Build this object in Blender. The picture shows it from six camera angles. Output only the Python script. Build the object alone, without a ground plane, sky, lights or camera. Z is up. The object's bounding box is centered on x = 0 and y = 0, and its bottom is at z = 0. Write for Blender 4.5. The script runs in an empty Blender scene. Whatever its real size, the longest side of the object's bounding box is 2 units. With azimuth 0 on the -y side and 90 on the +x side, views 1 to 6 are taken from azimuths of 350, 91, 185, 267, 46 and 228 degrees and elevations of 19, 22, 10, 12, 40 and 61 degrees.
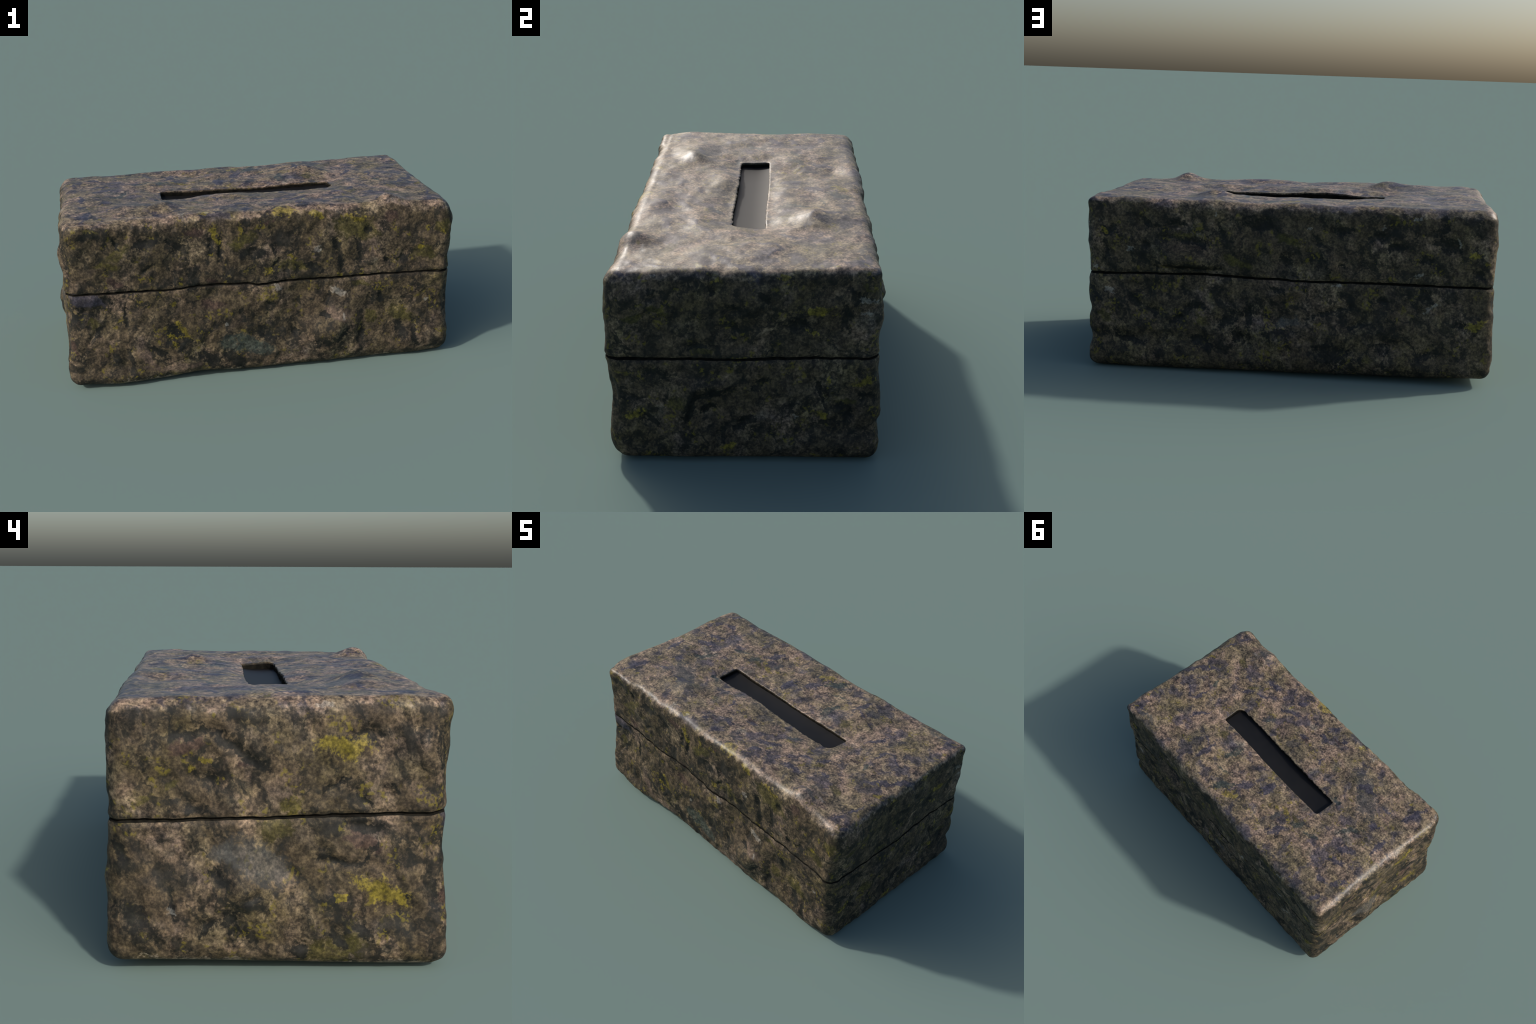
"""A weathered, lichen-grown stone box: a heavy lid with a long letter-slot,
resting on a stone base, with an open joint running round all four sides."""
import math
import bpy
import numpy as np
from mathutils import Vector

# ------------------------------------------------------------------ sizes (m)
HX0, HX1 = -0.956, 0.969          # left / right end planes
HY0, HY1 = -0.508, 0.525          # front / back planes
TOP = 0.832                       # mean height of the top
EDGE = 0.057                      # rounding radius of the arrises
STEP = 0.0075                     # mesh spacing
SLOT_X = (-0.434, 0.479)
SLOT_Y = (-0.061, 0.082)
SLOT_DEPTH = 0.028
JOINT = 0.0036                    # half height of the open joint
LEAF = (-0.54, -0.235, 0.175, 0.058, -31)   # smooth grey scar in the lid: x, y, half length, half width, turn

PATCHES = {
    "front": {
        "dark": [
            (-0.82, 0.78, 0.062, 0.021, -1), (-0.56, 0.73, 0.089, 0.022, 19), (-0.7, 0.74, 0.034, 0.009, -81), (-0.41, 0.69, 0.084, 0.018, -51),
            (-0.56, 0.59, 0.051, 0.009, 27), (-0.44, 0.54, 0.064, 0.012, -84), (-0.34, 0.53, 0.075, 0.03, -89), (-0.04, 0.63, 0.059, 0.029, -6),
            (-0.25, 0.69, 0.044, 0.006, 87), (-0.2, 0.67, 0.069, 0.012, 84), (-0.87, 0.4, 0.046, 0.015, -45), (-0.77, 0.46, 0.035, 0.016, -26),
            (-0.67, 0.37, 0.058, 0.009, -87), (-0.83, 0.28, 0.049, 0.009, 58), (-0.67, 0.12, 0.1, 0.018, -88), (-0.53, 0.17, 0.061, 0.019, -31),
            (-0.11, 0.32, 0.039, 0.012, -86), (-0.42, 0.23, 0.099, 0.034, -48), (-0.74, 0.16, 0.039, 0.015, -80), (-0.27, 0.09, 0.084, 0.029, -40),
            (-0.15, 0.08, 0.083, 0.032, -49), (-0.94, 0.7, 0.067, 0.017, -89), (0.03, 0.36, 0.026, 0.013, -21), (0.08, 0.64, 0.026, 0.012, -78),
            (0.07, 0.57, 0.035, 0.007, 47), (0.12, 0.52, 0.049, 0.015, -81), (0.27, 0.53, 0.061, 0.025, -27), (0.49, 0.59, 0.091, 0.019, -88),
            (0.38, 0.64, 0.046, 0.016, -78), (0.41, 0.54, 0.055, 0.019, 90), (0.54, 0.7, 0.03, 0.015, -65), (0.64, 0.53, 0.025, 0.012, -38),
            (0.72, 0.55, 0.056, 0.021, 22), (0.01, 0.21, 0.059, 0.029, -33), (0.18, 0.34, 0.033, 0.013, -82), (0.3, 0.13, 0.067, 0.028, -2),
            (0.4, 0.17, 0.064, 0.014, 49), (0.31, 0.28, 0.036, 0.016, -37), (0.71, 0.15, 0.07, 0.036, -72), (0.78, 0.12, 0.088, 0.017, -84),
            (0.5, 0.16, 0.051, 0.023, 83), (0.55, 0.34, 0.034, 0.016, -79), (0.6, 0.35, 0.031, 0.01, -81), (0.95, 0.31, 0.096, 0.013, -88),
            (0.33, 0.37, 0.036, 0.013, 89), (0.18, 0.53, 0.03, 0.015, -49), (0.16, 0.2, 0.028, 0.016, -61),
        ],
        "maroon": [
            (-0.73, 0.54, 0.047, 0.018, -39), (-0.33, 0.76, 0.052, 0.022, -11), (-0.25, 0.38, 0.054, 0.026, -13), (-0.93, 0.23, 0.04, 0.015, -74),
            (-0.24, 0.5, 0.044, 0.013, 0), (0.66, 0.76, 0.046, 0.022, -21), (0.05, 0.78, 0.031, 0.009, 3),
        ],
        "yellow": [
            (-0.22, 0.74, 0.045, 0.018, -50), (-0.1, 0.75, 0.031, 0.009, -85), (-0.45, 0.41, 0.018, 0.008, -25), (-0.43, 0.31, 0.02, 0.013, -34),
            (-0.45, 0.24, 0.026, 0.015, -15), (-0.4, 0.26, 0.037, 0.015, -58), (-0.44, 0.2, 0.015, 0.008, -22), (-0.25, 0.65, 0.009, 0.006, -6),
            (-0.27, 0.85, 0.045, 0.009, 0), (0.12, 0.83, 0.062, 0.019, -3), (0.28, 0.8, 0.032, 0.015, -22), (0.48, 0.77, 0.048, 0.016, -16),
            (0.81, 0.59, 0.016, 0.01, -5), (0.03, 0.53, 0.022, 0.013, -6), (0.14, 0.6, 0.02, 0.012, -32), (0.38, 0.48, 0.015, 0.007, -6),
            (0.93, 0.66, 0.025, 0.012, -57),
        ],
        "olive": [
            (-0.7, 0.69, 0.071, 0.028, 24), (-0.75, 0.63, 0.057, 0.019, -15), (-0.81, 0.8, 0.038, 0.015, -5), (-0.83, 0.34, 0.031, 0.016, -6),
            (-0.09, 0.7, 0.067, 0.029, 14), (0.48, 0.71, 0.117, 0.05, -19), (0.83, 0.56, 0.063, 0.032, -12), (0.51, 0.42, 0.046, 0.02, -6),
            (0.56, 0.25, 0.04, 0.026, -20), (0.71, 0.24, 0.081, 0.029, -34), (0.16, 0.55, 0.092, 0.026, -8), (0.92, 0.69, 0.045, 0.022, -30),
        ],
        "teal": [
            (-0.13, 0.17, 0.092, 0.041, 5), (-0.04, 0.14, 0.085, 0.04, -11),
        ],
        "pink": [
            (-0.59, 0.14, 0.058, 0.025, -53), (-0.46, 0.08, 0.114, 0.02, 1), (0.38, 0.28, 0.07, 0.03, -16), (0.43, 0.83, 0.02, 0.009, -31),
        ],
        "slate": [
            (-0.86, 0.46, 0.085, 0.029, -9),
        ],
        "white": [
            (-0.38, 0.84, 0.011, 0.005, -5), (-0.19, 0.27, 0.01, 0.003, -15), (0.28, 0.63, 0.026, 0.013, 9), (0.38, 0.39, 0.04, 0.016, -22),
            (0.08, 0.44, 0.019, 0.013, -6), (0.84, 0.3, 0.012, 0.007, -24), (0.41, 0.27, 0.01, 0.005, -6),
        ],
    },
    "left_end": {
        "dark": [
            (0.26, 0.74, 0.084, 0.02, -3), (0.13, 0.69, 0.105, 0.016, 37), (0.49, 0.39, 0.039, 0.017, 66), (0.43, 0.17, 0.086, 0.038, 48),
            (0.19, 0.31, 0.043, 0.017, 42), (0.15, 0.17, 0.063, 0.02, 81), (0.33, 0.22, 0.053, 0.01, 82), (0.22, 0.15, 0.051, 0.014, -35),
            (0.09, 0.24, 0.033, 0.01, -27), (0.21, 0.6, 0.03, 0.013, 54), (0.26, 0.52, 0.044, 0.02, 17), (-0.25, 0.54, 0.044, 0.01, 45),
            (-0.16, 0.58, 0.054, 0.01, -43), (-0.24, 0.46, 0.071, 0.017, 8), (-0.26, 0.38, 0.054, 0.01, -59), (-0.17, 0.35, 0.071, 0.01, 7),
            (-0.25, 0.73, 0.05, 0.017, -11), (-0.41, 0.74, 0.031, 0.019, 55), (-0.47, 0.67, 0.054, 0.013, 78), (-0.32, 0.56, 0.023, 0.013, 45),
            (-0.48, 0.39, 0.048, 0.013, 85), (-0.46, 0.25, 0.064, 0.027, 72), (-0.24, 0.14, 0.065, 0.027, 42), (-0.17, 0.11, 0.035, 0.017, 54),
            (-0.06, 0.07, 0.032, 0.018, 1),
        ],
        "yellow": [
            (-0.18, 0.7, 0.089, 0.03, 3), (0.22, 0.66, 0.026, 0.01, 0), (0.26, 0.63, 0.02, 0.008, 35), (-0.3, 0.26, 0.086, 0.035, 21),
            (-0.17, 0.24, 0.019, 0.009, 1), (0.27, 0.85, 0.042, 0.01, 0),
        ],
        "olive": [
            (0.33, 0.59, 0.03, 0.013, -37), (0.41, 0.54, 0.026, 0.013, 0), (-0.03, 0.52, 0.034, 0.027, -27), (-0.17, 0.08, 0.099, 0.043, -10),
            (0.02, 0.45, 0.054, 0.034, 1),
        ],
        "maroon": [
            (0.28, 0.7, 0.059, 0.023, -27), (0.1, 0.65, 0.025, 0.013, -34), (-0.24, 0.42, 0.061, 0.027, 37),
        ],
        "grey": [
            (0.06, 0.35, 0.106, 0.054, 33), (0.17, 0.38, 0.061, 0.034, 1),
        ],
        "white": [
            (0.33, 0.2, 0.016, 0.009, 29), (-0.12, 0.82, 0.021, 0.006, 13),
        ],
    },
    "right_end": {
        "dark": [
            (-0.19, 0.26, 0.068, 0.015, 69), (-0.11, 0.33, 0.07, 0.014, 3), (-0.08, 0.13, 0.048, 0.013, 71), (-0.13, 0.23, 0.033, 0.014, 37),
            (-0.36, 0.19, 0.041, 0.016, -69), (-0.34, 0.4, 0.059, 0.02, -17), (0.39, 0.64, 0.068, 0.019, -86), (0.43, 0.72, 0.04, 0.02, -31),
            (-0.02, 0.67, 0.04, 0.016, -6), (-0.46, 0.52, 0.064, 0.02, -70), (-0.03, 0.59, 0.028, 0.016, -40), (-0.16, 0.51, 0.044, 0.014, 11),
            (0.07, 0.35, 0.043, 0.016, 32), (0.29, 0.32, 0.054, 0.015, -74), (0.21, 0.6, 0.049, 0.022, 0), (0.4, 0.23, 0.042, 0.016, -60),
            (0.48, 0.29, 0.046, 0.023, -14), (0.01, 0.18, 0.048, 0.019, 45), (-0.33, 0.73, 0.029, 0.013, 20), (-0.11, 0.75, 0.026, 0.015, -67),
            (0.09, 0.72, 0.033, 0.015, -59), (-0.43, 0.29, 0.031, 0.014, -44),
        ],
        "yellow": [
            (0.29, 0.66, 0.062, 0.019, 4), (-0.42, 0.22, 0.039, 0.017, 16), (0.3, 0.21, 0.04, 0.019, -43), (0.33, 0.37, 0.011, 0.008, -65),
            (0.27, 0.57, 0.024, 0.008, -20), (-0.06, 0.08, 0.028, 0.015, 0), (0.16, 0.78, 0.025, 0.01, 11), (-0.09, 0.78, 0.011, 0.007, 0),
            (0.46, 0.36, 0.044, 0.014, 6),
        ],
        "olive": [
            (-0.4, 0.63, 0.041, 0.021, 8), (-0.31, 0.67, 0.043, 0.013, -15), (-0.25, 0.26, 0.057, 0.026, 11), (0.4, 0.27, 0.032, 0.012, 0),
            (-0.15, 0.49, 0.041, 0.014, 0), (0.47, 0.76, 0.021, 0.012, -35),
        ],
        "white": [
            (0.48, 0.71, 0.035, 0.013, -7), (0.47, 0.65, 0.024, 0.01, -23), (0.22, 0.2, 0.016, 0.006, -16), (-0.32, 0.8, 0.012, 0.004, 20),
        ],
    },
    "back": {
        "dark": [
            (0.85, 0.68, 0.048, 0.02, -34), (0.87, 0.58, 0.059, 0.012, 79), (0.68, 0.72, 0.042, 0.018, 53), (0.63, 0.7, 0.015, 0.009, 24),
            (0.68, 0.61, 0.031, 0.015, 58), (0.54, 0.71, 0.043, 0.017, -3), (0.59, 0.65, 0.047, 0.014, -8), (0.46, 0.63, 0.07, 0.023, 19),
            (0.33, 0.68, 0.043, 0.014, 83), (0.15, 0.73, 0.08, 0.034, 8), (0.02, 0.56, 0.044, 0.023, 54), (0.74, 0.33, 0.051, 0.018, 63),
            (0.65, 0.29, 0.037, 0.015, 21), (0.46, 0.31, 0.056, 0.021, -13), (0.52, 0.26, 0.044, 0.012, -25), (0.28, 0.27, 0.065, 0.026, -26),
            (0.19, 0.29, 0.068, 0.023, -81), (0.05, 0.21, 0.065, 0.024, -12), (0.06, 0.42, 0.049, 0.012, -12), (0.23, 0.18, 0.05, 0.024, 62),
            (0.42, 0.15, 0.067, 0.027, 34), (0.75, 0.14, 0.07, 0.024, 12), (0.93, 0.37, 0.041, 0.018, 38), (-0.15, 0.56, 0.057, 0.018, 65),
            (-0.13, 0.66, 0.037, 0.018, 49), (-0.4, 0.69, 0.056, 0.018, -7), (-0.49, 0.65, 0.041, 0.018, -3), (-0.68, 0.73, 0.054, 0.024, -20),
            (-0.73, 0.67, 0.074, 0.03, 9), (-0.63, 0.6, 0.035, 0.018, 29), (-0.87, 0.54, 0.039, 0.018, 31), (-0.64, 0.42, 0.059, 0.027, 46),
            (-0.44, 0.39, 0.034, 0.018, 19), (-0.21, 0.33, 0.102, 0.015, -18), (-0.33, 0.27, 0.059, 0.015, -20), (-0.21, 0.13, 0.093, 0.05, 9),
            (-0.44, 0.16, 0.048, 0.025, 38), (-0.65, 0.13, 0.049, 0.019, -15), (-0.24, 0.55, 0.021, 0.012, 16), (-0.25, 0.72, 0.037, 0.018, -21),
            (-0.81, 0.29, 0.028, 0.015, 24),
        ],
        "olive": [
            (0.5, 0.66, 0.066, 0.014, -3), (0.41, 0.26, 0.037, 0.024, 62), (0.88, 0.25, 0.044, 0.022, 38), (0.24, 0.54, 0.069, 0.018, 17),
            (0.01, 0.66, 0.057, 0.024, 24), (-0.48, 0.79, 0.034, 0.015, 24), (-0.38, 0.12, 0.025, 0.016, 16),
        ],
        "yellow": [
            (0.88, 0.67, 0.013, 0.006, 52), (-0.85, 0.63, 0.03, 0.012, -22), (-0.87, 0.3, 0.042, 0.018, -18), (-0.62, 0.72, 0.012, 0.006, -30),
        ],
        "white": [
            (0.76, 0.58, 0.017, 0.007, -21), (0.92, 0.49, 0.024, 0.012, 11), (0.36, 0.77, 0.009, 0.004, 16), (0.85, 0.38, 0.021, 0.006, 3),
            (-0.59, 0.79, 0.023, 0.006, -8), (-0.43, 0.73, 0.017, 0.006, -60), (-0.6, 0.52, 0.027, 0.012, -15), (-0.78, 0.68, 0.022, 0.006, 65),
            (-0.67, 0.37, 0.049, 0.005, -5), (-0.09, 0.72, 0.007, 0.004, -3), (-0.22, 0.46, 0.016, 0.005, -3),
        ],
        "grey": [
            (0.02, 0.27, 0.045, 0.023, -20), (-0.02, 0.28, 0.038, 0.019, 16),
        ],
    },
    "top": {
        "slate": [
            (-0.83, -0.37, 0.086, 0.023, 79), (-0.84, -0.05, 0.077, 0.02, -83), (-0.72, -0.13, 0.033, 0.015, -4), (-0.87, 0.29, 0.067, 0.018, 54),
            (-0.77, 0.35, 0.034, 0.016, -6), (-0.83, 0.45, 0.039, 0.019, 64), (-0.74, 0.21, 0.06, 0.019, 35), (-0.73, 0.11, 0.074, 0.017, 28),
            (-0.35, 0.34, 0.076, 0.021, 53), (-0.09, 0.18, 0.043, 0.016, 88), (-0.5, -0.26, 0.068, 0.019, 27), (-0.06, -0.32, 0.044, 0.011, -7),
            (-0.06, -0.41, 0.03, 0.015, 63), (-0.17, -0.4, 0.025, 0.012, 9), (-0.7, -0.26, 0.026, 0.01, 14), (0.05, -0.23, 0.044, 0.01, 14),
            (0.36, 0.33, 0.085, 0.016, 87), (0.41, 0.28, 0.043, 0.01, -30), (0.72, 0.1, 0.062, 0.009, 64), (0.79, 0.12, 0.051, 0.006, -29),
            (0.85, -0.08, 0.087, 0.018, 48), (0.93, 0.02, 0.075, 0.018, 52), (-0.11, 0.19, 0.053, 0.017, 88), (0.46, -0.33, 0.068, 0.02, 12),
            (0.62, -0.24, 0.038, 0.016, 9), (-0.0, 0.29, 0.064, 0.022, 56), (0.95, -0.45, 0.032, 0.012, 48), (0.22, -0.38, 0.038, 0.017, 20),
            (0.23, -0.28, 0.074, 0.019, 32), (0.91, -0.32, 0.048, 0.007, 73), (0.88, -0.42, 0.025, 0.01, 48),
        ],
        "grey": [
            (-0.61, -0.17, 0.068, 0.027, 42), (-0.27, 0.26, 0.053, 0.021, 83), (0.68, -0.42, 0.063, 0.013, -14), (0.8, 0.46, 0.06, 0.017, 3),
        ],
        "teal": [
            (-0.65, 0.0, 0.082, 0.019, 48), (-0.51, 0.21, 0.055, 0.013, 28), (-0.41, 0.22, 0.042, 0.023, 48), (-0.44, -0.08, 0.032, 0.014, 18),
            (0.19, 0.33, 0.071, 0.01, 14), (0.72, -0.04, 0.027, 0.011, 84), (0.09, 0.39, 0.077, 0.023, 48), (0.28, -0.14, 0.047, 0.015, 30),
            (0.24, 0.2, 0.059, 0.024, 66),
        ],
        "dark": [
            (-0.17, -0.19, 0.032, 0.006, -58), (0.6, 0.17, 0.071, 0.012, 58), (0.46, -0.21, 0.031, 0.016, 9), (0.54, -0.16, 0.055, 0.012, 42),
            (0.88, 0.44, 0.024, 0.009, 6),
        ],
        "yellow": [
            (-0.31, 0.22, 0.072, 0.005, -25), (-0.27, 0.15, 0.012, 0.006, 24), (-0.03, -0.21, 0.015, 0.007, 19), (-0.23, 0.24, 0.018, 0.004, 76),
            (-0.76, -0.42, 0.019, 0.008, 73), (-0.71, 0.22, 0.015, 0.009, 38), (-0.05, 0.13, 0.028, 0.005, 71), (0.02, 0.41, 0.048, 0.021, 36),
            (0.11, 0.44, 0.011, 0.007, 5), (0.85, -0.1, 0.018, 0.009, 20), (0.91, -0.15, 0.025, 0.012, 68), (0.26, -0.31, 0.019, 0.01, 48),
            (0.94, 0.36, 0.016, 0.01, 25), (0.91, 0.46, 0.022, 0.01, 48),
        ],
        "olive": [
            (-0.63, -0.02, 0.032, 0.013, 34), (-0.38, 0.21, 0.046, 0.016, -22), (0.38, 0.16, 0.039, 0.029, 18), (0.74, -0.29, 0.051, 0.022, -22),
            (0.54, -0.2, 0.033, 0.014, 48),
        ],
        "pink": [
            (-0.74, -0.22, 0.06, 0.011, -21),
        ],
        "maroon": [
            (-0.13, -0.35, 0.025, 0.011, -10), (-0.53, -0.32, 0.023, 0.008, -10), (0.54, -0.08, 0.024, 0.009, -34), (0.65, -0.04, 0.027, 0.012, 8),
            (0.41, -0.4, 0.026, 0.014, 48), (0.03, -0.21, 0.044, 0.015, 0),
        ],
        "white": [
            (-0.37, -0.45, 0.013, 0.004, 19), (-0.26, -0.46, 0.01, 0.004, 30), (0.74, -0.39, 0.021, 0.006, -11),
        ],
    },
}

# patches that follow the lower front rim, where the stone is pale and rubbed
PATCHES["front"]["pale"] = [(-0.62, 0.012, 0.30, 0.016, -1), (-0.22, 0.018, 0.10, 0.013, 3), (0.35, 0.0, 0.5, 0.009, 0)]
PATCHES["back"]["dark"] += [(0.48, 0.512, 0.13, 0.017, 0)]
PATCHES["top"]["grey"] += [LEAF]
PATCHES["right_end"]["dark"] += [(-0.12, 0.322, 0.085, 0.024, 5), (-0.195, 0.262, 0.085, 0.022, 68)]  # overhang shading of the arc ridge, drawn as dark patches
PATCHES["top"]["slate"] += PATCHES["top"].pop("dark")
PATCHES["left_end"]["pale"] = [(-0.33, 0.018, 0.16, 0.018, 2), (0.2, 0.03, 0.2, 0.012, 5)]

# ------------------------------------------------------------------ noise
_rng = np.random.default_rng(7)
_perm = _rng.permutation(256)
_perm = np.concatenate([_perm, _perm, _perm])
_grad = _rng.normal(size=(256, 3))
_grad /= np.linalg.norm(_grad, axis=1)[:, None]


def perlin(p):
    """Gradient noise at the rows of p, about -0.6 .. 0.6."""
    i = np.floor(p).astype(int)
    f = p - i
    w = f * f * f * (f * (f * 6 - 15) + 10)
    i &= 255
    total = 0.0
    for dx in (0, 1):
        for dy in (0, 1):
            for dz in (0, 1):
                h = _perm[_perm[_perm[(i[:, 0] + dx) & 255] + ((i[:, 1] + dy) & 255)] + ((i[:, 2] + dz) & 255)]
                g = (_grad[h] * (f - np.array([dx, dy, dz]))).sum(1)
                wx = w[:, 0] if dx else 1 - w[:, 0]
                wy = w[:, 1] if dy else 1 - w[:, 1]
                wz = w[:, 2] if dz else 1 - w[:, 2]
                total = total + g * wx * wy * wz
    return total


def fractal(p, scale, octaves=3, gain=0.5, shift=0.0):
    out, amp = 0.0, 1.0
    for o in range(octaves):
        out = out + amp * perlin(p * scale * 2.03 ** o + shift + 17.3 * o)
        amp *= gain
    return out


def smooth(a, b, x):
    t = np.clip((x - a) / (b - a), 0, 1)
    return t * t * (3 - 2 * t)


def curve(knots, x):
    """Smooth profile through a few (position, value) knots."""
    k = np.array(knots, float)
    xs, ys = k[:, 0], k[:, 1]
    i = np.clip(np.searchsorted(xs, x) - 1, 0, len(xs) - 2)
    t = np.clip((x - xs[i]) / (xs[i + 1] - xs[i]), 0, 1)
    t = t * t * (3 - 2 * t)
    return ys[i] * (1 - t) + ys[i + 1] * t


# ------------------------------------------------------------------ the stone's large form
# offsets of each face from its plane, along the face at both borders
FRONT_AT_RIGHT = [(0.0, 0.0), (0.1, -0.018), (0.2, -0.012), (0.3, -0.006), (0.4, -0.018), (0.6, -0.008), (0.75, 0.003), (0.83, 0.003)]
FRONT_AT_LEFT = [(0.0, 0.006), (0.09, -0.001), (0.23, 0.002), (0.33, 0.014), (0.4, 0.019), (0.49, 0.016), (0.66, 0.010), (0.74, 0.016), (0.83, 0.004)]
BACK_AT_RIGHT = [(0.0, 0.006), (0.07, 0.010), (0.16, -0.004), (0.22, 0.011), (0.31, 0.008), (0.43, -0.002), (0.51, -0.004), (0.63, 0.006), (0.77, -0.003)]
BACK_AT_LEFT = [(0.0, -0.004), (0.16, 0.001), (0.27, 0.001), (0.37, -0.008), (0.475, -0.013), (0.64, -0.009), (0.78, -0.004)]
RIGHT_AT_FRONT = [(0.0, -0.004), (0.08, -0.001), (0.31, -0.003), (0.46, 0.002), (0.73, 0.006), (0.83, 0.0)]
RIGHT_AT_BACK = [(0.0, 0.0), (0.08, 0.001), (0.15, -0.009), (0.26, 0.0), (0.41, 0.0), (0.5, -0.007), (0.63, 0.0), (0.8, 0.002)]
LEFT_AT_FRONT = [(0.0, -0.012), (0.125, -0.022), (0.38, -0.001), (0.53, 0.001), (0.7, 0.0), (0.81, -0.001)]
LEFT_AT_BACK = [(0.0, 0.0), (0.12, -0.004), (0.21, -0.004), (0.34, 0.002), (0.46, 0.004), (0.6, 0.009), (0.68, -0.001), (0.8, 0.006)]
TOP_AT_FRONT = [(-0.9, 0.009), (-0.5, 0.011), (-0.06, 0.004), (0.36, -0.002), (0.57, -0.008), (0.84, -0.015), (0.96, -0.022)]
TOP_AT_BACK = [(-0.9, 0.002), (-0.64, -0.002), (-0.29, -0.006), (-0.03, -0.008), (0.14, -0.015), (0.39, -0.010), (0.56, -0.015), (0.92, -0.010)]
BOTTOM_AT_FRONT = [(-0.9, 0.012), (-0.5, 0.006), (-0.3, 0.02), (-0.1, 0.006), (0.1, 0.006), (0.35, 0.0), (0.9, 0.0)]
BOTTOM_AT_BACK = [(-0.93, 0.036), (-0.6, 0.024), (-0.33, 0.021), (0.0, 0.014), (0.3, 0.007), (0.7, 0.0), (0.93, 0.0)]
JOINT_FRONT = [(-0.95, 0.497), (-0.71, 0.490), (-0.45, 0.483), (-0.28, 0.486), (-0.1, 0.480), (-0.014, 0.468), (0.09, 0.473), (0.35, 0.466), (0.63, 0.463), (0.96, 0.454)]
JOINT_BACK = [(-0.94, 0.478), (-0.65, 0.475), (-0.4, 0.475), (-0.13, 0.469), (0.13, 0.471), (0.4, 0.475), (0.67, 0.467), (0.95, 0.460)]

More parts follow.
